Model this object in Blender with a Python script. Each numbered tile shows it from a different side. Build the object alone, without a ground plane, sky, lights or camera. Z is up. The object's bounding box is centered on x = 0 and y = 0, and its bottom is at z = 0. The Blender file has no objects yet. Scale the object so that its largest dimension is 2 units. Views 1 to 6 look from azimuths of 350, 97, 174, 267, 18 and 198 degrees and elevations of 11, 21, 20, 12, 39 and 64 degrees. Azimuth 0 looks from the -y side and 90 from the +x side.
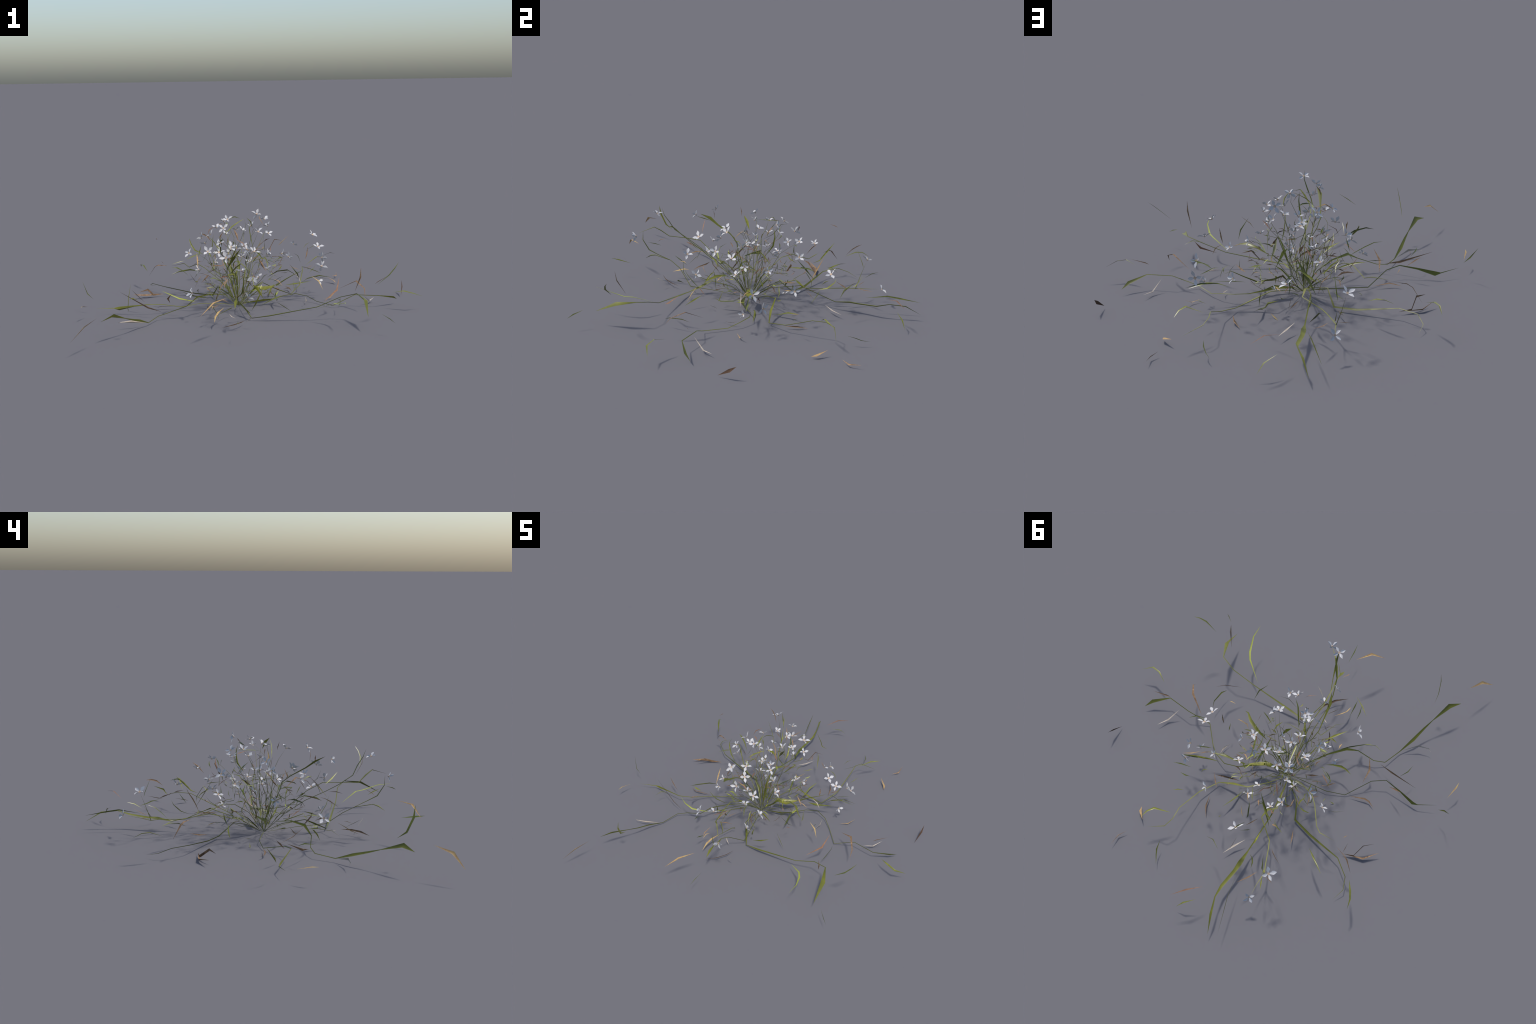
"""A low-poly clump of flowering grass: runners creeping over the ground from one
root, folded blades (fresh and withered), hair-thin stems and four-petalled flowers."""
import bpy, math, random
from mathutils import Vector

rnd = random.Random(11)
UP = Vector((0, 0, 1))
ROOT = Vector((-0.037, -0.066, 0.0))


# ------------------------------------------------------------------ materials
def ramp_material(name, stops, rough=0.6, noise=22.0, spots=None, per_object=0.6, spec=0.25):
    """Colour = ramp(mix of a per-blade random number and a noise along the blade)."""
    m = bpy.data.materials.new(name)
    m.use_nodes = True
    nt = m.node_tree
    b = nt.nodes["Principled BSDF"]
    b.inputs["Roughness"].default_value = rough
    b.inputs["Specular IOR Level"].default_value = spec
    co = nt.nodes.new("ShaderNodeTexCoord")
    nz = nt.nodes.new("ShaderNodeTexNoise")
    nz.inputs["Scale"].default_value = noise
    nz.inputs["Detail"].default_value = 3
    nt.links.new(co.outputs["Object"], nz.inputs["Vector"])
    st = nt.nodes.new("ShaderNodeMapRange")
    st.inputs["From Min"].default_value, st.inputs["From Max"].default_value = 0.3, 0.7
    nt.links.new(nz.outputs["Fac"], st.inputs["Value"])
    oi = nt.nodes.new("ShaderNodeObjectInfo")
    mx = nt.nodes.new("ShaderNodeMix")
    mx.inputs["Factor"].default_value = per_object
    nt.links.new(st.outputs["Result"], mx.inputs["A"])
    nt.links.new(oi.outputs["Random"], mx.inputs["B"])
    rp = nt.nodes.new("ShaderNodeValToRGB")
    els = rp.color_ramp.elements
    while len(els) < len(stops):
        els.new(0.5)
    for e, (pos, col) in zip(els, stops):
        e.position, e.color = pos, (*col, 1)
    nt.links.new(mx.outputs["Result"], rp.inputs["Fac"])
    last = rp.outputs["Color"]
    if spots:
        vo = nt.nodes.new("ShaderNodeTexNoise")
        vo.inputs["Scale"].default_value = 70
        nt.links.new(co.outputs["Object"], vo.inputs["Vector"])
        mr = nt.nodes.new("ShaderNodeMapRange")
        mr.inputs["From Min"].default_value, mr.inputs["From Max"].default_value = 0.62, 0.72
        nt.links.new(vo.outputs["Fac"], mr.inputs["Value"])
        mc = nt.nodes.new("ShaderNodeMix")
        mc.data_type = "RGBA"
        nt.links.new(mr.outputs["Result"], mc.inputs["Factor"])
        nt.links.new(last, mc.inputs["A"])
        mc.inputs["B"].default_value = (*spots, 1)
        last = mc.outputs["Result"]
    nt.links.new(last, b.inputs["Base Color"])
    return m


MAT = {
    "green": ramp_material("fresh_blade", [(0.0, (0.04, 0.05, 0.008)), (0.45, (0.12, 0.13, 0.014)), (0.75, (0.21, 0.215, 0.022)), (1.0, (0.36, 0.37, 0.04))], 0.36, spec=0.5),
    "olive": ramp_material("broad_blade", [(0.0, (0.075, 0.085, 0.010)), (0.6, (0.13, 0.135, 0.015)), (1.0, (0.19, 0.185, 0.02))], 0.4, 25, spec=0.45, per_object=0.2),
    "lime": ramp_material("bright_blade", [(0.0, (0.20, 0.225, 0.025)), (1.0, (0.38, 0.41, 0.06))], 0.45, spec=0.4),
    "brown": ramp_material("dead_blade", [(0.0, (0.095, 0.06, 0.035)), (0.5, (0.20, 0.125, 0.07)), (1.0, (0.38, 0.25, 0.14))], 0.8, 45, (0.03, 0.015, 0.01), 0.5),
    "umber": ramp_material("dark_dead_blade", [(0.0, (0.05, 0.03, 0.02)), (1.0, (0.13, 0.075, 0.045))], 0.8, 45, None, 0.4),
    "red": ramp_material("russet_blade", [(0.0, (0.12, 0.065, 0.04)), (0.6, (0.23, 0.125, 0.075)), (1.0, (0.33, 0.20, 0.12))], 0.8, 45, None, 0.5),
    "tan": ramp_material("dry_blade", [(0.0, (0.22, 0.13, 0.06)), (0.5, (0.36, 0.235, 0.11)), (1.0, (0.46, 0.35, 0.13))], 0.75, 60, None, 0.45),
    "straw": ramp_material("bleached_blade", [(0.0, (0.34, 0.28, 0.22)), (1.0, (0.52, 0.46, 0.38))], 0.75, 40, None, 0.3),
    "stem": ramp_material("green_stalk", [(0.0, (0.065, 0.075, 0.012)), (0.6, (0.135, 0.142, 0.018)), (1.0, (0.20, 0.20, 0.028))], 0.5, 14, spec=0.3),
    "petal": ramp_material("white_petal", [(0.0, (0.38, 0.38, 0.40)), (0.5, (0.50, 0.495, 0.50)), (1.0, (0.60, 0.595, 0.59))], 0.6, 120, None, 0.2),
    "heart": ramp_material("pink_tan_flower_heart", [(0.0, (0.34, 0.24, 0.17)), (1.0, (0.62, 0.49, 0.39))], 0.8, 500, None, 0.1),
    "anther": ramp_material("pollen", [(0.0, (0.50, 0.36, 0.10)), (1.0, (0.65, 0.5, 0.15))], 0.8, 90),
}

# ------------------------------------------------------------------ geometry
PARTS = {}


def part(name, me, parent, loc=(0, 0, 0)):
    o = bpy.data.objects.new(name, me)
    bpy.context.collection.objects.link(o)
    o.parent = parent
    o.location = loc
    return o


def folded_blade(name, pts, widths, roll=0.0, fold=0.25, thick=0.0007, mat=None, normal=None):
    """A blade along a spine: two halves folded at the midrib, a thin solid closed at both tips."""
    n = len(pts)
    verts, faces = [], []
    ref = None
    rings = []
    for i, (p, w) in enumerate(zip(pts, widths)):
        t = (pts[min(i + 1, n - 1)] - pts[max(i - 1, 0)]).normalized()
        up = normal if normal is not None else UP
        nv = up - t * up.dot(t)
        if nv.length < 0.25:
            nv = (ref if ref is not None else Vector((0.4, -0.8, 0.3)))
            nv = nv - t * nv.dot(t)
        nv.normalize()
        if ref is not None:                      # do not let the blade flip from node to node
            nv = (nv + 0.6 * (ref - t * ref.dot(t))).normalized()
        ref = nv
        side = t.cross(nv)
        a = roll[i] if isinstance(roll, (list, tuple)) else roll
        s2 = side * math.cos(a) + nv * math.sin(a)
        n2 = nv * math.cos(a) - side * math.sin(a)
        if w < 1e-5:
            rings.append([len(verts)])
            verts.append(p)
        else:
            k = len(verts)
            h = w / 2
            th = min(thick, w * 0.5)
            verts += [p - s2 * h + n2 * h * fold * 2, p + n2 * th * 0.5, p + s2 * h + n2 * h * fold * 2, p - n2 * th]
            rings.append([k, k + 1, k + 2, k + 3])
    for a, b in zip(rings, rings[1:]):
        if len(a) == 1 and len(b) == 1:
            continue
        for j in range(4):
            j2 = (j + 1) % 4
            if len(a) == 1:
                faces.append((a[0], b[j2], b[j]))
            elif len(b) == 1:
                faces.append((a[j], a[j2], b[0]))
            else:
                faces.append((a[j], a[j2], b[j2], b[j]))
    for r, flip in ((rings[0], False), (rings[-1], True)):
        if len(r) == 4:
            faces.append(tuple(r if flip else r[::-1]))
    me = bpy.data.meshes.new(name)
    me.from_pydata([tuple(v) for v in verts], [], faces)
    me.shade_smooth()
    me.set_sharp_from_angle(angle=math.radians(50))
    if mat:
        me.materials.append(mat)
    return me


def refine(pts, widths):
    """Halve every span and pull the new points a little towards a smooth curve."""
    q, w = [pts[0]], [widths[0]]
    for i in range(len(pts) - 1):
        a, b = pts[i], pts[i + 1]
        q += [(a + b) / 2, b]
        w += [(widths[i] + widths[i + 1]) / 2, widths[i + 1]]
    return q, w


clump = bpy.data.objects.new("flowering_grass_clump", None)
bpy.context.collection.objects.link(clump)
clump.location = ROOT
clump["label"] = "sprawling grassy weed clump with small white four-petalled flowers"
clump["category"] = "flowering weed"


def local(pts):
    return [Vector(p) - ROOT for p in pts]


def place(name, me_pts, widths, mat, **kw):
    o0 = me_pts[0].copy()
    me = folded_blade(name, [p - o0 for p in me_pts], widths, mat=mat, **kw)
    return part(name, me, clump, o0)


LEAVES = []


def leaf(kind, *pts, width=None, roll=None, facing=None):
    """A loose blade: pointed at both ends and widest past its middle."""
    pts = local(pts)
    length = sum((b - a).length for a, b in zip(pts, pts[1:]))
    if width is None:
        width = min(max(0.003 + 0.036 * length, 0.004), 0.0100) * rnd.uniform(0.8, 1.25)
        if kind in ("brown", "straw"):
            width *= 1.12
    if len(pts) == 2:
        k = rnd.uniform(0.4, 0.65)
        mid = pts[0].lerp(pts[1], k) + Vector((rnd.gauss(0, 0.02), rnd.gauss(0, 0.02), rnd.uniform(-0.01, 0.04))) * length
        pts = [pts[0], mid, pts[1]]
    s, acc = [0.0], 0.0
    for a, b in zip(pts, pts[1:]):
        acc += (b - a).length
        s.append(acc / length)
    top = rnd.uniform(0.42, 0.6)
    widths = [width * max(0.0, min(x / top, (1 - x) / (1 - top))) ** 0.75 for x in s]
    peak = max(widths)
    widths = [w * width / peak for w in widths]
    widths[0] = widths[-1] = 0.0
    if facing is not None:
        roll = 0.0
    if roll is None:
        r0 = rnd.gauss(0, 0.75)
        roll = [r0 + x * rnd.gauss(0, 0.35) for x in s]
    name = "leaf" if kind in ("green", "lime", "olive") else "withered_leaf"
    o = place(name, pts, widths, MAT[kind], roll=roll, fold=rnd.uniform(0.12, 0.3), normal=None if facing is None else Vector(facing))
    LEAVES.append((pts, kind))
    return o


def stem(pts, width, tip=0.0008, kind="stem", name="stem"):
    """A thin stalk that runs out to nothing."""
    pts = local(pts)
    n = len(pts)
    w = [width + (tip - width) * (i / (n - 1)) for i in range(n)]
    w[-1] = 0.0
    return place(name, pts, w, MAT[kind], fold=0.35, thick=width * 0.6, roll=rnd.uniform(-0.6, 0.6))


def runner(*nodes, roll=0.0, kind="stem", normal=None):
    """A creeping shoot: (x, y, z, width) nodes; wide nodes are its leaf blades."""
    pts = local([q[:3] for q in nodes])
    w = [q[3] * (0.8 if q[3] < 0.0095 else 0.95) for q in nodes]
    return place("runner", pts, w, MAT[kind], roll=roll, fold=0.2, thick=0.0022, normal=None if normal is None else Vector(normal))


# flower: four folded petals round a little pink-tan cup
def petal_mesh(seed):
    r = random.Random(seed)
    sp = [0.10, 0.30, 0.56, 0.74, 1.0]
    wd = [0.06, 0.24, 0.47, 0.35, 0.0]
    bend = r.uniform(-0.16, 0.14)
    pts = [Vector((s, 0, bend * (s * s) - 0.02)) for s in sp]
    w = [x * r.uniform(0.92, 1.08) for x in wd]
    return folded_blade("petal", pts, w, fold=0.22 + r.uniform(-0.07, 0.07), thick=0.02, mat=MAT["petal"], normal=UP)


PETALS = [petal_mesh(i) for i in range(6)]


def heart_mesh():
    verts, faces = [], []
    rings = ((0.03, -0.10), (0.10, -0.03), (0.19, 0.07), (0.13, 0.075), (0.05, 0.05))
    for j, (rad, z) in enumerate(rings):
        for k in range(8):
            a = k * math.pi / 4
            verts.append((rad * math.cos(a), rad * math.sin(a), z))
    for j in range(len(rings) - 1):
        for k in range(8):
            k2 = (k + 1) % 8
            faces.append((j * 8 + k, j * 8 + k2, j * 8 + 8 + k2, j * 8 + 8 + k))
    faces.append(tuple(range(7, -1, -1)))
    faces.append(tuple(range((len(rings) - 1) * 8, len(rings) * 8)))
    me = bpy.data.meshes.new("flower_heart")
    me.from_pydata(verts, [], faces)
    me.materials.append(MAT["heart"])
    return me


def pistil_mesh():
    pts = [Vector((0, 0, 0.03)), Vector((0.02, 0, 0.14)), Vector((0.05, 0.01, 0.25)), Vector((0.06, 0.01, 0.30))]
    return folded_blade("pistil", pts, [0.03, 0.035, 0.05, 0.0], fold=0.3, thick=0.03, mat=MAT["anther"], normal=Vector((1, 0, 0)))


HEART, PISTIL = heart_mesh(), pistil_mesh()
FLOWERS = []


def flower(at, facing, twist, size, cup):
    n = Vector(facing).normalized()
    a = UP if abs(n.z) < 0.9 else Vector((1, 0, 0))
    e1 = a.cross(n).normalized()
    e2 = n.cross(e1)
    from mathutils import Matrix
    base = Matrix((e1, e2, n)).transposed()
    o = part("flower", HEART, clump, local([at])[0])
    o.rotation_euler = base.to_euler()
    size *= 0.94
    o.scale = (size, size, size)
    for k in range(4):
        p = part("petal", PETALS[rnd.randrange(6)], o)
        p.rotation_euler = (rnd.gauss(0, 0.28), -(cup + 0.08 + rnd.gauss(0, 0.14)), twist + k * math.pi / 2 + rnd.gauss(0, 0.06))
        s = rnd.uniform(0.93, 1.1)
        p.scale = (s, s * rnd.uniform(0.9, 1.1), s)
    q = part("pistil", PISTIL, o)
    q.rotation_euler = (0, 0, rnd.uniform(0, 6.28))
    FLOWERS.append((Vector(at), n, size))


# ------------------------------------------------------------------ creeping runners
runner((-0.037, -0.07, 0.005, 0.002), (-0.055, -0.17, 0.055, 0.005), (-0.066, -0.295, 0.079, 0.006), (-0.045, -0.345, 0.05, 0.017), (-0.02, -0.42, 0.014, 0.006),
       (0.07, -0.45, 0.028, 0.013), (0.327, -0.52, 0.082, 0.006), (0.451, -0.546, 0.137, 0.006), (0.53, -0.596, 0.163, 0.007), (0.544, -0.70, 0.147, 0.029), (0.526, -0.822, 0.088, 0.0), normal=(0.6, -0.25, 0.75))
runner((-0.04, -0.07, 0.005, 0.002), (-0.12, -0.13, 0.085, 0.004), (-0.215, -0.204, 0.112, 0.009), (-0.305, -0.269, 0.112, 0.017), (-0.368, -0.3, 0.073, 0.006), (-0.466, -0.285, 0.038, 0.005),
       (-0.528, -0.301, 0.025, 0.005), (-0.589, -0.398, 0.016, 0.006), (-0.642, -0.477, 0.049, 0.020), (-0.683, -0.55, 0.076, 0.013), (-0.717, -0.602, 0.099, 0.005), (-0.784, -0.70, 0.138, 0.030), (-0.846, -0.745, 0.124, 0.0), normal=(-0.42, 0.46, 0.73))
runner((-0.035, -0.066, 0.005, 0.002), (0.005, -0.082, 0.022, 0.006), (0.105, -0.087, 0.028, 0.027), (0.162, -0.058, 0.026, 0.012), (0.244, -0.014, 0.035, 0.005), (0.32, -0.006, 0.042, 0.005),
       (0.382, -0.049, 0.033, 0.005), (0.426, -0.108, 0.012, 0.005), (0.491, -0.234, 0.013, 0.005), (0.62, -0.243, 0.072, 0.005), (0.75, -0.293, 0.071, 0.006), (0.846, -0.255, 0.046, 0.021), (0.885, -0.218, 0.027, 0.0), normal=(-0.1, 0.6, 0.8))
runner((-0.03, -0.06, 0.005, 0.002), (0.05, 0.04, 0.06, 0.005), (0.142, 0.114, 0.093, 0.008), (0.23, 0.1, 0.049, 0.014), (0.315, 0.102, 0.015, 0.007), (0.392, 0.202, 0.046, 0.006),
       (0.446, 0.351, 0.112, 0.005), (0.457, 0.425, 0.115, 0.005), (0.486, 0.473, 0.103, 0.005), (0.588, 0.492, 0.063, 0.0))
runner((-0.04, -0.055, 0.005, 0.003), (-0.045, 0.06, 0.075, 0.007), (-0.036, 0.237, 0.109, 0.008), (0.024, 0.448, 0.052, 0.008), (0.042, 0.531, 0.063, 0.026), (0.055, 0.585, 0.064, 0.02),
       (0.09, 0.687, 0.074, 0.017), (0.098, 0.758, 0.097, 0.008), (0.089, 0.85, 0.089, 0.013), (0.076, 0.942, 0.038, 0.0), roll=0.3)
runner((-0.04, -0.055, 0.005, 0.002), (-0.05, 0.07, 0.085, 0.006), (-0.055, 0.205, 0.135, 0.007), (-0.012, 0.225, 0.135, 0.017), (0.009, 0.268, 0.115, 0.006), (-0.069, 0.372, 0.089, 0.006),
       (-0.08, 0.423, 0.092, 0.006), (-0.094, 0.514, 0.096, 0.006), (-0.103, 0.557, 0.093, 0.007), (-0.085, 0.63, 0.105, 0.003), (-0.076, 0.70, 0.114, 0.0))
runner((-0.045, -0.06, 0.005, 0.002), (-0.085, 0.03, 0.06, 0.005), (-0.137, 0.104, 0.084, 0.007), (-0.155, 0.185, 0.014, 0.012), (-0.255, 0.245, 0.016, 0.014), (-0.44, 0.34, 0.05, 0.0065),
       (-0.507, 0.43, 0.054, 0.005), (-0.516, 0.496, 0.031, 0.004), (-0.476, 0.56, 0.011, 0.0), roll=-0.35)
runner((-0.05, -0.068, 0.005, 0.002), (-0.12, -0.055, 0.015, 0.005), (-0.262, -0.031, 0.019, 0.005), (-0.37, -0.046, 0.008, 0.005), (-0.489, -0.151, 0.053, 0.005), (-0.565, -0.176, 0.064, 0.006),
       (-0.654, -0.142, 0.051, 0.010), (-0.739, -0.106, 0.031, 0.025), (-0.765, -0.1, 0.035, 0.006), (-0.871, -0.126, 0.046, 0.0), normal=(0.3, 0.9, 0.3))
runner((-0.04, -0.075, 0.005, 0.003), (-0.06, -0.17, 0.13, 0.005), (-0.09, -0.3, 0.25, 0.005), (-0.13, -0.382, 0.305, 0.006), (-0.143, -0.472, 0.308, 0.006), (-0.152, -0.576, 0.308, 0.007),
       (-0.132, -0.62, 0.345, 0.012), (-0.113, -0.657, 0.371, 0.007), (-0.07, -0.748, 0.337, 0.0))
runner((-0.045, -0.07, 0.005, 0.003), (-0.085, -0.18, 0.12, 0.005), (-0.11, -0.288, 0.2, 0.005), (-0.15, -0.4, 0.262, 0.005), (-0.16, -0.467, 0.3, 0.006), (-0.156, -0.543, 0.35, 0.007),
       (-0.140, -0.57, 0.40, 0.009), (-0.129, -0.6, 0.445, 0.005), (-0.137, -0.617, 0.493, 0.0))
runner((-0.037, -0.09, 0.005, 0.002), (-0.035, -0.25, 0.03, 0.004), (-0.033, -0.417, 0.045, 0.006), (-0.104, -0.499, 0.126, 0.005), (-0.125, -0.561, 0.164, 0.005), (-0.141, -0.66, 0.183, 0.007),
       (-0.15, -0.69, 0.173, 0.018), (-0.16, -0.727, 0.148, 0.0))
runner((-0.125, -0.561, 0.164, 0.004), (-0.115, -0.64, 0.2, 0.006), (-0.112, -0.689, 0.223, 0.011), (-0.112, -0.727, 0.284, 0.007), (-0.117, -0.727, 0.343, 0.0))
runner((-0.04, -0.06, 0.005, 0.002), (-0.13, 0.02, 0.14, 0.004), (-0.216, 0.098, 0.207, 0.005), (-0.25, 0.158, 0.22, 0.006), (-0.291, 0.255, 0.183, 0.005), (-0.319, 0.293, 0.201, 0.006), (-0.405, 0.306, 0.183, 0.0))
# tall shoot whose broad blade leans over at the top
runner((-0.04, -0.07, 0.005, 0.002), (-0.06, -0.11, 0.14, 0.005), (-0.09, -0.15, 0.25, 0.005), (-0.13, -0.16, 0.308, 0.006), (-0.157, -0.204, 0.349, 0.007), (-0.17, -0.285, 0.395, 0.012), (-0.178, -0.335, 0.43, 0.024), (-0.168, -0.392, 0.458, 0.0), roll=0.5)
# broad low blades near the root
leaf("olive", (0.03, -0.055, 0.06), (0.068, -0.05, 0.1), (0.12, -0.04, 0.086), (0.2, -0.01, 0.1), width=0.037, facing=(-0.2, -0.5, 0.8))
stem(((-0.037, -0.066, 0.005), (0.0, -0.06, 0.04), (0.035, -0.053, 0.064)), 0.004, 0.005)
stem(((0.2, -0.01, 0.1), (0.263, -0.003, 0.134), (0.325, -0.006, 0.167), (0.366, 0.031, 0.166)), 0.008)
leaf("olive", (0.288, -0.279, 0.198), (0.262, -0.262, 0.214), (0.23, -0.212, 0.23), (0.177, -0.172, 0.218), (0.116, -0.15, 0.18), width=0.019)
leaf("green", (-0.376, -0.122, 0.116), (-0.339, -0.151, 0.104), (-0.309, -0.164, 0.095), (-0.26, -0.165, 0.085), (-0.219, -0.156, 0.075), width=0.013)
leaf("olive", (0.03, 0.21, 0.3), (-0.012, 0.262, 0.222), (-0.05, 0.32, 0.14), width=0.017, facing=(0.3, 0.5, 0.6))
stem(((-0.12, -0.345, 0.06), (-0.14, -0.34, 0.05), (-0.2, -0.43, 0.05), (-0.25, -0.47, 0.03)), 0.005)
stem(((-0.103, 0.557, 0.093), (-0.125, 0.58, 0.17), (-0.142, 0.609, 0.255)), 0.004)

# ------------------------------------------------------------------ loose blades, fresh then withered
leaf("green", (-0.098, 0.55, 0.34), (-0.102, 0.586, 0.249), (-0.106, 0.594, 0.222))
leaf("green", (-0.285, 0.356, 0.107), (-0.318, 0.402, 0.132), (-0.349, 0.444, 0.143), (-0.386, 0.485, 0.137))
leaf("green", (0.209, 0.371, 0.202), (0.216, 0.355, 0.163), (0.22, 0.317, 0.102))
leaf("green", (0.467, 0.668, 0.029), (0.484, 0.621, 0.039), (0.491, 0.591, 0.052), (0.489, 0.541, 0.063))
leaf("green", (-0.071, 0.037, 0.499), (-0.05, 0.058, 0.509), (-0.03, 0.066, 0.51), (0.002, 0.079, 0.499))
leaf("green", (-0.102, 0.596, 0.178), (-0.099, 0.558, 0.112), (-0.094, 0.537, 0.105))
leaf("green", (0.007, 0.472, 0.073), (-0.016, 0.501, 0.109), (-0.031, 0.538, 0.146), (-0.036, 0.577, 0.162))
leaf("green", (0.512, 0.279, 0.146), (0.488, 0.259, 0.128), (0.461, 0.245, 0.109))
leaf("green", (-0.325, 0.175, 0.24), (-0.362, 0.171, 0.234), (-0.412, 0.148, 0.225))
leaf("green", (0.388, 0.151, 0.193), (0.381, 0.16, 0.221), (0.37, 0.155, 0.242), (0.342, 0.152, 0.261))
leaf("green", (0.544, -0.092, 0.292), (0.505, -0.11, 0.302), (0.443, -0.123, 0.285))
leaf("green", (0.48, -0.008, 0.159), (0.443, -0.005, 0.174), (0.409, -0.003, 0.189), (0.384, -0.006, 0.189))
leaf("green", (0, -0.1, 0.523), (-0.031, -0.105, 0.508), (-0.073, -0.106, 0.481), (-0.119, -0.104, 0.435))
leaf("green", (0.189, -0.082, 0.091), (0.172, -0.121, 0.063), (0.168, -0.159, 0.057), (0.165, -0.197, 0.052), (0.165, -0.237, 0.07))
leaf("green", (-0.32, -0.509, 0.215), (-0.322, -0.465, 0.197), (-0.313, -0.427, 0.173))
leaf("green", (-0.22, 0.176, 0.223), (-0.2, 0.172, 0.258), (-0.185, 0.174, 0.306))
leaf("green", (0.428, 0.175, 0.272), (0.484, 0.183, 0.297), (0.52, 0.197, 0.317))
leaf("green", (0.081, 0.41, 0.203), (0.045, 0.384, 0.177), (0.035, 0.364, 0.152))
leaf("green", (-0.179, 0.055, 0.114), (-0.17, 0.074, 0.12), (-0.172, 0.101, 0.118))
leaf("green", (-0.015, 0.447, 0.183), (-0.01, 0.437, 0.156), (-0.009, 0.414, 0.133), (-0.007, 0.395, 0.116), (-0.011, 0.346, 0.102))
leaf("green", (-0.004, 0.157, 0.278), (0.021, 0.144, 0.258), (0.045, 0.134, 0.245))
leaf("green", (-0.16, -0.625, 0.24), (-0.142, -0.662, 0.255), (-0.123, -0.702, 0.267))
leaf("green", (-0.267, 0.045, 0.031), (-0.276, 0.015, 0.031))
leaf("green", (-0.045, -0.351, 0.301), (-0.039, -0.358, 0.273), (-0.048, -0.369, 0.256), (-0.045, -0.387, 0.21))
leaf("green", (0.462, -0.455, 0.051), (0.484, -0.42, 0.068), (0.504, -0.349, 0.076), (0.499, -0.307, 0.061))
leaf("green", (-0.062, 0.312, 0.194), (-0.023, 0.281, 0.221), (0.012, 0.238, 0.24), (0.033, 0.232, 0.238), width=0.012)
leaf("green", (-0.281, -0.184, 0.246), (-0.333, -0.21, 0.261), (-0.401, -0.247, 0.261), (-0.448, -0.257, 0.246))
leaf("green", (-0.07, 0.118, 0.158), (-0.084, 0.144, 0.147), (-0.098, 0.168, 0.131))
leaf("green", (0.01, -0.101, 0.53), (0.037, -0.079, 0.501), (0.054, -0.061, 0.457), width=0.017)
leaf("green", (-0.178, -0.129, 0.153), (-0.186, -0.142, 0.15), (-0.204, -0.171, 0.135))
leaf("green", (-0.246, -0.043, 0.233), (-0.257, -0.04, 0.22), (-0.274, -0.033, 0.197), (-0.289, -0.01, 0.167))
leaf("green", (-0.288, -0.359, 0.154), (-0.225, -0.309, 0.146), (-0.17, -0.272, 0.121), width=0.013, facing=(0.1, 0.3, 1))
leaf("green", (0.144, -0.459, 0.145), (0.092, -0.466, 0.127), (0.03, -0.443, 0.09))
leaf("green", (-0.004, -0.364, 0.258), (-0.009, -0.384, 0.239), (-0.004, -0.428, 0.192))
leaf("green", (0.082, 0.251, 0.243), (0.073, 0.275, 0.233), (0.072, 0.288, 0.213), (0.071, 0.308, 0.181), (0.078, 0.311, 0.147))
leaf("green", (0.134, 0.01, 0.369), (0.143, 0.044, 0.336), (0.147, 0.084, 0.285))
leaf("green", (-0.196, -0.366, -0.004), (-0.203, -0.349, 0.031), (-0.222, -0.326, 0.061), (-0.242, -0.312, 0.063))
leaf("green", (0.556, 0.05, 0.118), (0.478, 0.048, 0.133), (0.407, 0.034, 0.124), (0.385, 0.03, 0.117))
leaf("green", (-0.156, 0.133, 0.086), (-0.183, 0.134, 0.05), (-0.209, 0.129, 0.028), (-0.217, 0.122, 0.018))
leaf("green", (0.217, -0.397, 0.028), (0.176, -0.352, 0.051), (0.14, -0.309, 0.072))
leaf("green", (0.137, 0.111, 0.292), (0.119, 0.108, 0.268), (0.084, 0.1, 0.236), (0.063, 0.091, 0.221))
leaf("green", (0.011, -0.269, 0.169), (0.036, -0.261, 0.151), (0.081, -0.241, 0.076), width=0.018, facing=(0.1, 1, 0.3))
leaf("green", (0.045, -0.444, 0.194), (0.024, -0.425, 0.139), (0.01, -0.392, 0.089), (-0.009, -0.346, 0.036))
leaf("green", (-0.23, 0.103, 0.343), (-0.24, 0.11, 0.305), (-0.249, 0.109, 0.265))
leaf("green", (0.074, 0.039, 0.319), (0.064, 0.077, 0.378), (0.058, 0.085, 0.43), (0.056, 0.082, 0.454), (0.053, 0.074, 0.482))
leaf("green", (-0.283, -0.574, 0.136), (-0.277, -0.543, 0.116), (-0.262, -0.484, 0.083))
leaf("green", (-0.106, 0.602, 0.161), (-0.114, 0.645, 0.189), (-0.123, 0.684, 0.201))
leaf("green", (0.243, 0.252, 0.052), (0.208, 0.195, 0.037), (0.191, 0.151, 0.016), (0.174, 0.105, 0.006))
leaf("green", (-0.089, -0.047, 0.477), (-0.086, 0.004, 0.478), (-0.083, 0.066, 0.479), (-0.082, 0.102, 0.478))
leaf("green", (0.061, 0.254, 0.256), (0.072, 0.229, 0.26), (0.09, 0.159, 0.264))
leaf("green", (0.269, -0.166, 0.171), (0.272, -0.186, 0.112), (0.264, -0.194, 0.093))
leaf("green", (0.101, 0.146, 0.071), (0.091, 0.13, 0.053), (0.064, 0.108, 0.046))
leaf("green", (0.12, 0.162, 0.186), (0.127, 0.19, 0.19), (0.144, 0.226, 0.194))
leaf("green", (0.263, -0.359, 0.203), (0.245, -0.398, 0.246), (0.196, -0.413, 0.308))
leaf("green", (0.058, 0.386, 0.276), (0.083, 0.416, 0.282), (0.117, 0.458, 0.267))
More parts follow.
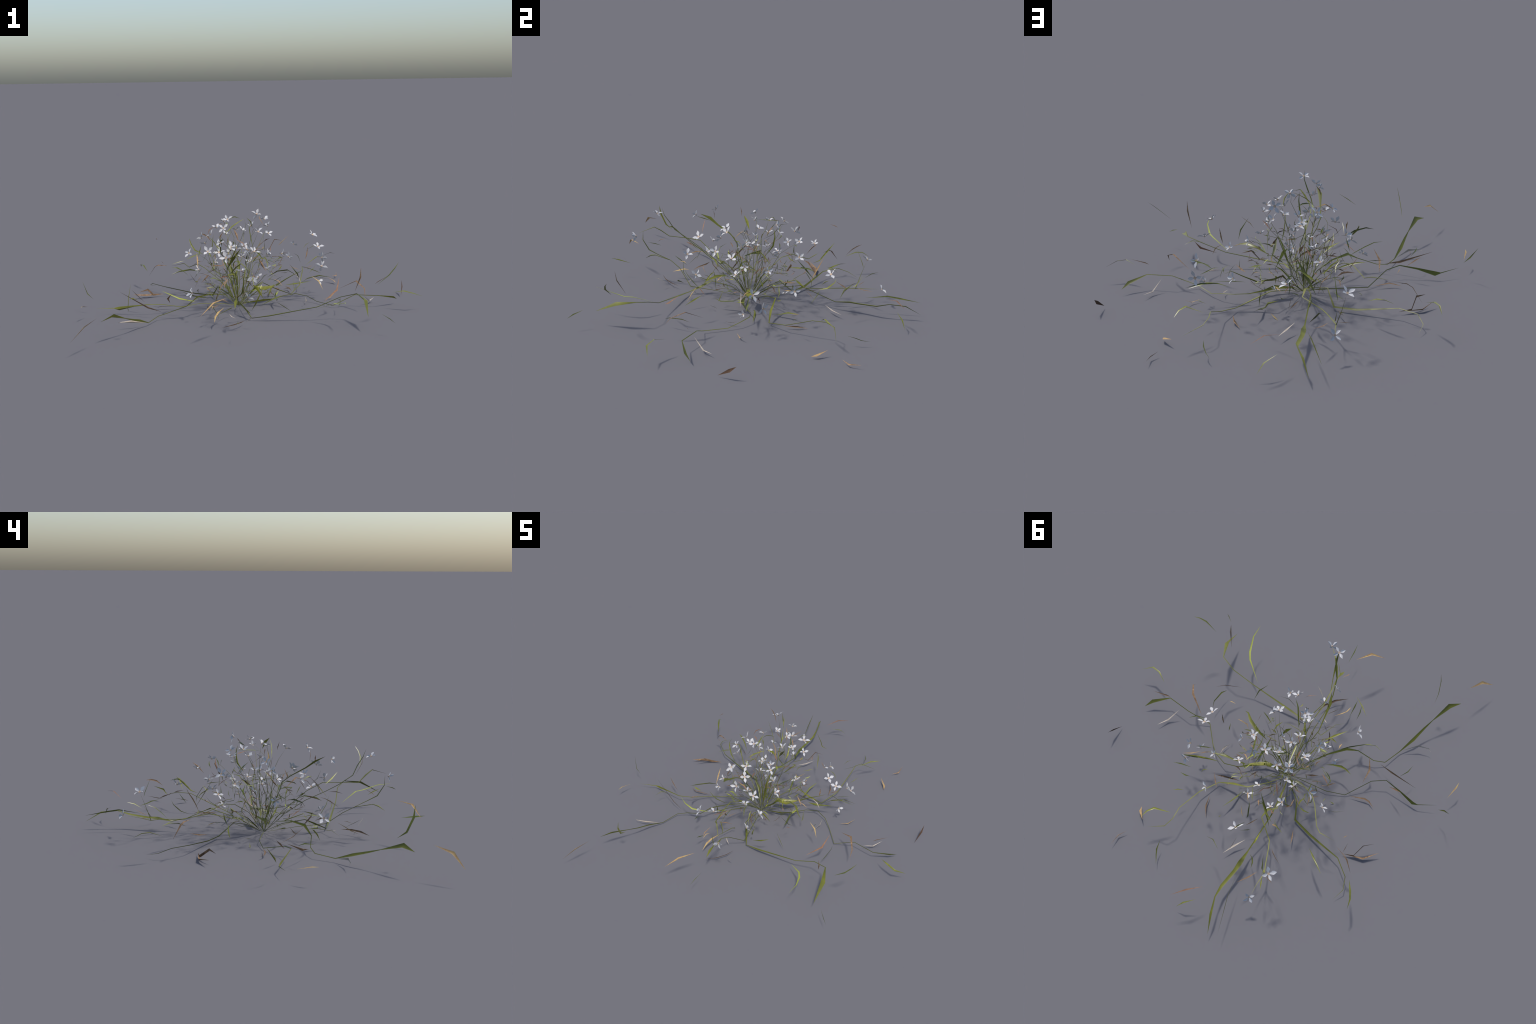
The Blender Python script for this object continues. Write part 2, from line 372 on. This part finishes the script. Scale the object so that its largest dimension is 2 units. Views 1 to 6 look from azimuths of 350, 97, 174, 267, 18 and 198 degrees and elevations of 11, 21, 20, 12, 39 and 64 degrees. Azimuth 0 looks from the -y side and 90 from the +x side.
leaf("green", (0.358, -0.228, 0.11), (0.355, -0.183, 0.091))
leaf("green", (0.151, 0.012, 0.256), (0.157, -0.043, 0.258), (0.171, -0.188, 0.265))
leaf("green", (-0.3, 0.022, 0.017), (-0.33, 0.021, -0.007))
leaf("green", (0.189, -0.296, 0.218), (0.159, -0.281, 0.2), (0.129, -0.262, 0.174))
leaf("green", (0.129, 0.033, 0.225), (0.101, -0.046, 0.251), (0.08, -0.129, 0.285), width=0.015, facing=(0.2, 1, 0.2))
leaf("green", (-0.227, -0.021, 0.307), (-0.276, 0.034, 0.326), (-0.292, 0.055, 0.351), (-0.298, 0.064, 0.364), (-0.302, 0.078, 0.384), (-0.294, 0.116, 0.392))
leaf("green", (0.243, 0.48, 0.162), (0.206, 0.489, 0.171), (0.194, 0.502, 0.197), (0.146, 0.555, 0.229))
leaf("green", (-0.079, 0.297, 0.239), (-0.087, 0.335, 0.255), (-0.116, 0.375, 0.305), (-0.153, 0.415, 0.351))
leaf("green", (0.541, 0.042, 0.11), (0.451, 0.04, 0.13), (0.397, 0.029, 0.12), (0.336, 0.013, 0.09))
leaf("green", (0.466, 0.237, 0.309), (0.44, 0.237, 0.293), (0.419, 0.226, 0.269))
leaf("green", (-0.374, -0.364, 0.349), (-0.336, -0.404, 0.372), (-0.291, -0.441, 0.399))
leaf("green", (0.733, -0.69, 0.346), (0.704, -0.709, 0.316), (0.672, -0.719, 0.284), (0.608, -0.705, 0.229))
leaf("green", (0.581, -0.87, 0.115), (0.634, -0.946, 0.079))
leaf("green", (0.976, -0.416, 0.081), (0.91, -0.436, 0.106), (0.86, -0.411, 0.118), (0.809, -0.361, 0.102))
leaf("green", (0.612, 0.482, 0.154), (0.588, 0.446, 0.17), (0.557, 0.421, 0.176), (0.473, 0.399, 0.129))
leaf("green", (0.284, 0.851, 0.03), (0.248, 0.832, 0.072), (0.186, 0.8, 0.093))
leaf("green", (0.033, 0.618, 0.096), (0.033, 0.744, 0.118), (0.028, 0.811, 0.109), (0.02, 0.934, 0.09))
leaf("green", (-0.534, 0.464, 0.125), (-0.556, 0.532, 0.151), (-0.568, 0.573, 0.15), (-0.567, 0.621, 0.126))
leaf("green", (-0.937, -0.025, 0.187), (-0.911, -0.07, 0.12), (-0.878, -0.079, 0.09))
leaf("green", (-0.685, -0.281, 0.12), (-0.664, -0.234, 0.118), (-0.629, -0.203, 0.098))
leaf("green", (-0.689, -0.772, 0.319), (-0.7, -0.764, 0.257), (-0.706, -0.73, 0.184), (-0.701, -0.684, 0.152), width=0.011, facing=(-1, 0.1, 0.2))
leaf("lime", (0.392, -0.867, 0.176), (0.411, -0.785, 0.162), (0.403, -0.694, 0.133), (0.387, -0.649, 0.128), (0.306, -0.545, 0.073))
leaf("lime", (-0.158, -0.815, 0.109), (-0.178, -0.946, 0.124))
leaf("brown", (0.107, 0.526, 0.163), (0.094, 0.493, 0.181), (0.081, 0.444, 0.202))
leaf("brown", (-0.222, -0.634, 0.026), (-0.148, -0.597, 0.027), (-0.101, -0.551, 0.026), (-0.071, -0.496, 0.023))
leaf("brown", (0.318, 0.309, 0.018), (0.336, 0.254, 0.018), (0.337, 0.191, 0.017))
leaf("brown", (-0.134, -0.345, 0.09), (-0.173, -0.372, 0.115), (-0.224, -0.385, 0.112))
leaf("brown", (-0.188, -0.323, 0.158), (-0.194, -0.315, 0.129), (-0.197, -0.295, 0.106), (-0.198, -0.271, 0.079))
leaf("brown", (0.366, -0.141, 0.353), (0.36, -0.131, 0.307), (0.353, -0.127, 0.27))
leaf("brown", (-0.393, -0.045, 0.011), (-0.481, -0.051, 0.019), (-0.507, -0.045, 0.014), (-0.541, -0.016, 0.012))
leaf("brown", (0.742, 0.634, 0.026), (0.725, 0.569, 0.014), (0.689, 0.532, 0.021))
leaf("brown", (-0.174, -0.602, 0.282), (-0.199, -0.641, 0.261), (-0.201, -0.66, 0.246))
leaf("brown", (0.082, 0.327, 0.08), (0.053, 0.302, 0.094), (0.024, 0.274, 0.103))
leaf("brown", (-0.146, -0.184, 0.268), (-0.169, -0.193, 0.273), (-0.198, -0.207, 0.277), (-0.219, -0.217, 0.275))
leaf("brown", (-0.15, -0.309, 0.492), (-0.171, -0.309, 0.461), (-0.174, -0.305, 0.432))
leaf("brown", (-0.163, 0.244, 0.025), (-0.169, 0.295, 0.025), (-0.177, 0.341, 0.037))
leaf("brown", (0.075, -0.103, 0.297), (0.092, -0.133, 0.257), (0.113, -0.159, 0.219), width=0.013, facing=(0.1, 1, 0.4))
leaf("brown", (-0.107, 0.566, 0.107), (-0.162, 0.608, 0.121))
leaf("brown", (0.143, 0.035, 0.45), (0.116, 0.071, 0.499), (0.12, 0.08, 0.511))
leaf("brown", (0.338, 0.188, 0.015), (0.335, 0.259, 0.014), (0.313, 0.323, 0.002))
leaf("brown", (-0.66, -0.093, 0.136), (-0.633, -0.115, 0.107), (-0.589, -0.14, 0.069))
leaf("brown", (0.308, 0.157, 0.262), (0.284, 0.206, 0.252), (0.267, 0.236, 0.248))
leaf("brown", (0.441, 0.053, 0.197), (0.377, 0.015, 0.186))
leaf("brown", (0.284, 0.204, 0.333), (0.235, 0.202, 0.34), (0.196, 0.176, 0.285), (0.155, 0.18, 0.291))
leaf("brown", (-0.113, -0.134, 0.482), (-0.123, -0.137, 0.505), (-0.13, -0.146, 0.535))
leaf("brown", (-0.482, 0.362, 0.351), (-0.474, 0.396, 0.344), (-0.47, 0.416, 0.336))
leaf("brown", (0.021, 0.264, 0.327), (0.011, 0.294, 0.369), (0.001, 0.33, 0.397), width=0.013, facing=(0.1, 1, 0.4))
leaf("brown", (0.012, -0.396, 0.167), (-0.008, -0.365, 0.183), (-0.02, -0.324, 0.199), (-0.051, -0.304, 0.205))
leaf("brown", (0.067, -0.188, 0.311), (0.044, -0.181, 0.308), (0.016, -0.165, 0.286))
leaf("brown", (-0.262, -0.006, 0.129), (-0.29, -0.012, 0.156), (-0.319, -0.011, 0.201))
leaf("brown", (-0.442, -0.254, 0.142), (-0.463, -0.192, 0.094), (-0.444, -0.123, 0.051))
leaf("brown", (-0.605, 0.202, 0.052), (-0.551, 0.237, 0.059), (-0.515, 0.286, 0.013), (-0.448, 0.295, 0.014))
leaf("brown", (0.094, -0.246, 0.093), (0.113, -0.236, 0.099), (0.136, -0.197, 0.119))
leaf("brown", (-0.119, 0.486, 0.292), (-0.138, 0.521, 0.322), (-0.159, 0.546, 0.334), (-0.191, 0.574, 0.339))
leaf("brown", (-0.216, -0.244, 0.038), (-0.194, -0.224, 0.04), (-0.154, -0.202, 0.061))
leaf("brown", (0.517, -0.714, 0.332), (0.517, -0.704, 0.275), (0.501, -0.654, 0.189))
leaf("brown", (0.825, -0.249, 0.179), (0.754, -0.263, 0.146), (0.734, -0.267, 0.135))
leaf("brown", (0.632, -0.413, 0.095), (0.637, -0.38, 0.138), (0.609, -0.306, 0.167), (0.528, -0.221, 0.107), width=0.013)
leaf("umber", (0.999, 0.034, 0.084), (0.963, -0.065, 0.008), width=0.018, roll=1.25)
leaf("brown", (0.015, 0.663, 0.131), (-0.034, 0.609, 0.114), (-0.068, 0.565, 0.11))
leaf("brown", (-0.417, 0.329, 0.182), (-0.47, 0.366, 0.182), (-0.492, 0.381, 0.17), (-0.53, 0.422, 0.103))
leaf("brown", (-0.45, 0.293, 0.013), (-0.567, 0.289, 0.01), (-0.643, 0.235, 0.032), width=0.016)
leaf("brown", (-0.506, -0.273, 0.042), (-0.58, -0.235, 0.06), (-0.733, -0.14, 0.14), width=0.012)
leaf("red", (0.205, -0.32, 0.142), (0.22, -0.28, 0.105))
leaf("red", (0.217, 0.225, 0.296), (0.212, 0.214, 0.279), (0.207, 0.199, 0.266))
leaf("red", (-0.029, -0.351, 0.389), (-0.053, -0.348, 0.425), (-0.099, -0.347, 0.452))
leaf("red", (0.044, 0.078, 0.102), (0.062, 0.104, 0.093), (0.079, 0.128, 0.083))
leaf("red", (-0.141, 0.087, 0.466), (-0.122, 0.07, 0.469), (-0.098, 0.027, 0.479))
leaf("red", (-0.121, 0.202, 0.449), (-0.167, 0.201, 0.418), (-0.182, 0.188, 0.385))
leaf("red", (0.075, 0.074, 0.168), (0.085, 0.068, 0.143), (0.09, 0.063, 0.126))
leaf("red", (-0.207, -0.484, 0.26), (-0.141, -0.412, 0.256))
leaf("red", (0.493, -0.367, 0.209), (0.462, -0.427, 0.149), (0.374, -0.474, 0.097))
leaf("red", (0.306, 0.839, 0.164), (0.236, 0.793, 0.179), (0.164, 0.743, 0.154), width=0.009)
leaf("tan", (-0.144, -0.362, 0.226), (-0.161, -0.392, 0.222), (-0.183, -0.42, 0.21), (-0.206, -0.463, 0.184))
leaf("tan", (0.67, 0.369, 0.01), (0.665, 0.398, 0.017), (0.629, 0.453, 0.037), width=0.015, facing=(0.5, -0.6, 0.6))
leaf("tan", (-0.259, -0.542, 0.103), (-0.248, -0.506, 0.114), (-0.23, -0.487, 0.11))
leaf("tan", (0.568, 0.002, 0.035), (0.528, -0.025, 0.008), (0.477, -0.051, 0.013))
leaf("tan", (-0.289, -0.214, 0.263), (-0.286, -0.136, 0.341))
leaf("tan", (0.405, -0.345, 0.135), (0.385, -0.319, 0.181), (0.347, -0.299, 0.209))
leaf("tan", (0.239, -0.177, 0.246), (0.303, -0.201, 0.226))
leaf("tan", (-0.063, 0.293, 0.126), (-0.068, 0.31, 0.168), (-0.077, 0.328, 0.206), (-0.1, 0.346, 0.24), (-0.113, 0.36, 0.268))
leaf("tan", (-0.442, 0.285, 0.205), (-0.461, 0.272, 0.225))
leaf("tan", (-0.18, -0.46, 0.092), (-0.218, -0.499, 0.075), (-0.238, -0.528, 0.059), (-0.249, -0.577, 0.041))
leaf("tan", (0.126, 0.251, -0.004), (0.156, 0.19, 0.012))
leaf("tan", (0.219, 0.087, 0.204), (0.204, 0.065, 0.187))
leaf("tan", (0.259, -0.104, 0.416), (0.213, -0.108, 0.374), (0.196, -0.089, 0.353))
leaf("tan", (-0.909, -0.172, 0.068), (-0.94, -0.239, 0.087), (-0.949, -0.274, 0.09))
leaf("tan", (-0.865, -0.829, 0.165), (-0.926, -0.906, 0.143), (-0.996, -0.951, 0.081), width=0.017, facing=(-0.8, -0.1, 0.5))
leaf("tan", (-0.208, -0.779, 0.221), (-0.282, -0.846, 0.213), (-0.361, -0.884, 0.155), width=0.016, facing=(-0.6, -0.4, 0.6))
leaf("straw", (0.368, -0.062, 0.031), (0.364, -0.106, 0.016), (0.34, -0.145, 0.012))
leaf("straw", (-0.116, -0.465, 0.029), (-0.136, -0.444, 0.034), (-0.147, -0.427, 0.048))
leaf("straw", (0.345, -0.057, 0.108), (0.326, -0.056, 0.152), (0.296, -0.063, 0.185))
leaf("straw", (0.153, 0.496, 0.029), (0.11, 0.44, 0.03), (0.06, 0.39, 0.044))
leaf("straw", (-0.032, -0.63, 0.08), (-0.057, -0.612, 0.063), (-0.085, -0.582, 0.034))
leaf("straw", (0.674, -0.245, 0.063), (0.726, -0.185, 0.014), (0.773, -0.129, 0.024))
leaf("straw", (-0.603, -0.408, 0.019), (-0.68, -0.453, 0.042), (-0.743, -0.452, 0.04), (-0.757, -0.437, 0.034))
leaf("green", (0.421, -0.014, 0.116), (0.309, -0.022, 0.103), (0.253, -0.012, 0.1), width=0.016)
leaf("lime", (-0.503, -0.284, 0.164), (-0.46, -0.318, 0.149), (-0.41, -0.326, 0.124), (-0.348, -0.304, 0.104), (-0.314, -0.285, 0.093), width=0.009)
stem(((-0.12, -0.178, 0.09), (-0.171, -0.275, 0.141), (-0.205, -0.306, 0.095), (-0.232, -0.342, 0.027)), 0.005)

# ------------------------------------------------------------------ flowers
flower((-0.092, -0.051, 0.515), (-0.235, -0.58, 0.78), twist=0.62, size=0.035, cup=0.34)
flower((0.18, 0.116, 0.395), (0.121, -0.413, 0.903), twist=0.45, size=0.032, cup=0.25)
flower((-0.186, -0.421, 0.445), (-0.601, -0.791, 0.112), twist=0.55, size=0.031, cup=0.33)
flower((-0.071, 0.71, 0.114), (-0.187, 0.835, 0.517), twist=0.63, size=0.038, cup=0.28)
flower((0.329, 0.089, 0.327), (0.729, 0.351, 0.587), twist=0.25, size=0.029, cup=0.31)
flower((0.489, 0.03, 0.248), (0.787, 0.463, 0.407), twist=0.30, size=0.043, cup=0.21)
flower((-0.089, 0.118, 0.479), (-0.443, 0.649, 0.619), twist=0.40, size=0.038, cup=0.19)
flower((-0.066, -0.756, 0.323), (-0.166, -0.934, -0.318), twist=0.54, size=0.041, cup=0.30)
flower((-0.151, -0.293, 0.503), (-0.319, -0.784, 0.532), twist=0.81, size=0.034, cup=0.21)
flower((-0.296, 0.189, 0.282), (-0.627, -0.557, 0.544), twist=1.40, size=0.036, cup=0.30)
flower((-0.053, 0.303, 0.37), (0.275, -0.158, 0.948), twist=1.03, size=0.032, cup=0.39)
flower((0.009, -0.363, 0.375), (0.601, -0.411, 0.686), twist=0.70, size=0.042, cup=0.30)
flower((-0.098, -0.216, 0.379), (0.477, -0.562, 0.676), twist=1.44, size=0.042, cup=0.29)
flower((-0.144, 0.611, 0.262), (-0.484, 0.274, 0.831), twist=1.13, size=0.044, cup=0.21)
flower((0.067, -0.417, 0.286), (0.774, 0.243, 0.584), twist=1.31, size=0.038, cup=0.32)
flower((0.107, 0.096, 0.518), (-0.02, 0.968, 0.251), twist=0.38, size=0.040, cup=0.26)
flower((-0.133, -0.645, 0.449), (-0.106, 0.441, 0.891), twist=0.50, size=0.040, cup=0.25)
flower((0.402, -0.102, 0.411), (0.158, -0.371, 0.915), twist=0.67, size=0.040, cup=0.25)
flower((0.096, 0.418, 0.247), (0.439, -0.212, 0.873), twist=0.96, size=0.044, cup=0.21)
flower((-0.274, -0.116, 0.239), (-0.811, 0.539, 0.226), twist=1.44, size=0.033, cup=0.30)
flower((0.107, -0.245, 0.332), (0.831, -0.273, 0.484), twist=1.50, size=0.039, cup=0.34)
flower((0.224, -0.059, 0.3), (0.953, 0.223, 0.203), twist=0.26, size=0.036, cup=0.36)
flower((-0.127, 0.143, 0.34), (0.667, -0.246, 0.704), twist=0.55, size=0.031, cup=0.31)
flower((0.135, 0.004, 0.499), (0.025, -0.141, 0.99), twist=0.56, size=0.033, cup=0.34)
flower((0.458, -0.022, 0.118), (0.799, -0.596, 0.073), twist=1.53, size=0.033, cup=0.34)
flower((0.504, 0.089, 0.182), (0.512, 0.85, 0.125), twist=0.28, size=0.047, cup=0.22)
flower((0.124, 0.161, 0.116), (-0.093, -0.021, 0.995), twist=0.46, size=0.035, cup=0.28)
flower((0.062, -0.196, 0.459), (0.032, -0.618, 0.785), twist=0.72, size=0.038, cup=0.37)
flower((-0.054, -0.29, 0.336), (-0.465, 0.354, 0.811), twist=0.77, size=0.035, cup=0.24)
flower((-0.219, 0.17, 0.376), (-0.752, 0.099, 0.652), twist=0.72, size=0.040, cup=0.32)
flower((-0.018, 0.099, 0.429), (-0.221, 0.492, 0.842), twist=0.23, size=0.032, cup=0.27)
flower((0.02, -0.111, 0.338), (-0.738, -0.425, 0.525), twist=0.73, size=0.036, cup=0.33)
flower((-0.134, -0.258, 0.329), (-0.525, -0.785, 0.329), twist=0.33, size=0.042, cup=0.29)
flower((0.327, 0.237, 0.222), (0.839, 0.388, 0.382), twist=0.06, size=0.038, cup=0.33)
flower((-0.031, -0.386, 0.123), (0.558, 0.366, 0.744), twist=0.89, size=0.037, cup=0.28)
flower((0.035, 0.223, 0.406), (0.67, -0.152, 0.727), twist=1.26, size=0.032, cup=0.36)
flower((-0.065, 0.027, 0.323), (-0.208, -0.423, 0.882), twist=0.69, size=0.030, cup=0.35)
flower((-0.088, 0.216, 0.263), (0.557, 0.26, 0.789), twist=0.54, size=0.040, cup=0.28)
flower((-0.342, -0.365, 0.16), (-0.9, -0.2, 0.35), twist=0.78, size=0.042, cup=0.28)
flower((0.036, -0.059, 0.259), (-0.318, -0.106, 0.942), twist=0.79, size=0.037, cup=0.36)
flower((0.061, 0.045, 0.454), (-0.379, 0.011, 0.925), twist=0.53, size=0.038, cup=0.24)
flower((-0.146, 0.025, 0.457), (-0.219, -0.123, 0.968), twist=0.91, size=0.036, cup=0.44)
flower((0.005, -0.017, 0.346), (-0.256, -0.133, 0.957), twist=0.40, size=0.033, cup=0.34)
flower((-0.039, -0.094, 0.346), (-0.083, 0.363, 0.928), twist=0.08, size=0.036, cup=0.34)
flower((-0.196, -0.07, 0.434), (-0.655, 0.284, 0.7), twist=0.58, size=0.035, cup=0.22)
flower((-0.146, -0.047, 0.322), (-0.013, -0.789, 0.614), twist=1.52, size=0.039, cup=0.19)
flower((-0.067, 0.096, 0.285), (-0.589, -0.561, 0.581), twist=0.54, size=0.038, cup=0.24)
flower((0.443, -0.072, 0.334), (0.187, -0.324, 0.927), twist=0.06, size=0.039, cup=0.18)
flower((-0.059, -0.329, 0.264), (-0.404, 0.255, 0.878), twist=1.17, size=0.039, cup=0.24)
flower((-0.22, -0.124, 0.344), (0.043, -0.749, 0.661), twist=0.56, size=0.037, cup=0.32)
flower((0.153, -0.014, 0.461), (-0.422, 0.054, 0.905), twist=0.13, size=0.030, cup=0.48)

# ------------------------------------------------------------------ the kinked stalks that rise from the root
def stalk(target, width, tip, branches):
    """A stalk from the root to a flower or a blade: bends at its joints, bears a few side shoots."""
    b = Vector(target)
    a = ROOT + (b - ROOT) * rnd.uniform(0.06, 0.22) + Vector((rnd.gauss(0, 0.012), rnd.gauss(0, 0.012), 0.003))
    a.z = min(a.z, 0.055)
    d = b - a
    length = d.length
    n = rnd.choice((4, 5, 5, 6))
    pts, w = [], []
    for k in range(n + 1):
        t = k / n
        p = a + Vector((d.x * t ** 1.1, d.y * t ** 1.1, d.z * (1 - (1 - t) ** 1.25)))
        if 0 < k < n:
            p += Vector((rnd.gauss(0, 1), rnd.gauss(0, 1), rnd.gauss(0.2, 0.8))) * 0.045 * length * min(1, 3 * t)
        pts.append(p)
        w.append(width * min(1.0, 0.22 + 3 * t) * (1 - t) + tip * t)
    w[-1] = 0.0
    place("stem", local(pts), w, MAT["stem"], fold=0.35, thick=width * 0.6, roll=rnd.uniform(-0.6, 0.6))
    for k in range(2, n):
        if rnd.random() < branches:
            out = (pts[k] - pts[k - 1]).normalized() + Vector((rnd.gauss(0, 0.6), rnd.gauss(0, 0.6), rnd.gauss(0, 0.3)))
            out = out.normalized() * rnd.uniform(0.03, 0.085)
            m = pts[k] + out * 0.5 + Vector((0, 0, rnd.uniform(0, 0.012)))
            if rnd.random() < 0.4:
                stem((pts[k], m, pts[k] + out), 0.0022)
            else:
                leaf(rnd.choice(("green", "green", "green", "lime", "brown", "red")), pts[k], m, pts[k] + out)


tuft = list(LEAVES)
for at, n, size in FLOWERS:
    if (at - ROOT).xy.length < 0.36 and rnd.random() < 0.5:
        stalk(at - n * size * 0.1, rnd.uniform(0.003, 0.0046), 0.0009, 0.35)
for p, k in tuft:
    end = min((p[0], p[-1]), key=lambda q: q.xy.length)
    if end.xy.length < 0.27 and end.z > 0.05 and rnd.random() < 0.34:
        stalk(end + ROOT, rnd.uniform(0.003, 0.0046), 0.0012, 0.2)
for i in range(6):
    a = rnd.uniform(0, 2 * math.pi)
    reach, high = rnd.uniform(0.09, 0.18), rnd.uniform(0.10, 0.22)
    tip = Vector((math.cos(a) * reach, math.sin(a) * reach, high))
    start = tip * rnd.uniform(0.1, 0.3)
    mid = start.lerp(tip, 0.55) + Vector((rnd.gauss(0, 0.012), rnd.gauss(0, 0.012), 0.015))
    w = rnd.uniform(0.007, 0.012)
    place("leaf", [start, start.lerp(mid, 0.5), mid, tip], [0.001, w * 0.7, w, 0.0], MAT["green"], roll=rnd.gauss(0, 0.5), fold=0.25, normal=Vector((-math.cos(a), -math.sin(a), 0.5)))
# forked twigs and small crossing blades that fill the crown
def twig(c, d):
    kink = c + d * rnd.uniform(0.4, 0.6) + Vector((rnd.gauss(0, 0.14), rnd.gauss(0, 0.14), rnd.gauss(0.06, 0.12))) * d.length
    stem((c, kink, c + d), rnd.uniform(0.0022, 0.0034), kind=rnd.choice(("stem", "stem", "green", "brown")))
    for j in range(rnd.choice((1, 1, 2, 3))):
        f = d.length * rnd.uniform(0.3, 0.65)
        out = (d.normalized() * 0.7 + Vector((rnd.gauss(0, 0.7), rnd.gauss(0, 0.7), rnd.gauss(0.2, 0.5)))).normalized() * f
        bit(kink, out)


def bit(c, d):
    kind = rnd.choice(("green", "green", "green", "olive", "olive", "lime", "brown", "brown", "umber", "red", "tan"))
    m = c + d * rnd.uniform(0.4, 0.6) + Vector((rnd.gauss(0, 0.08), rnd.gauss(0, 0.08), rnd.gauss(0.04, 0.08))) * d.length
    leaf(kind, c, m, c + d, width=(0.0035 + 0.05 * d.length) * rnd.uniform(0.75, 1.35))


for i in range(105):
    a = rnd.uniform(0, 2 * math.pi)
    r = 0.25 * math.sqrt(rnd.uniform(0.01, 1))
    z = rnd.uniform(0.07, 0.43) * (1.08 - 0.5 * r / 0.25)
    c = ROOT + Vector((0.03 + r * math.cos(a), 0.04 + r * math.sin(a), z))
    d = Vector((math.cos(a) * 0.5 + rnd.gauss(0, 0.7), math.sin(a) * 0.5 + rnd.gauss(0, 0.7), rnd.gauss(0.25, 0.6))).normalized()
    if i % 5 < 2:
        twig(c, d * rnd.uniform(0.04, 0.09))
    else:
        bit(c, d * rnd.uniform(0.03, 0.085))
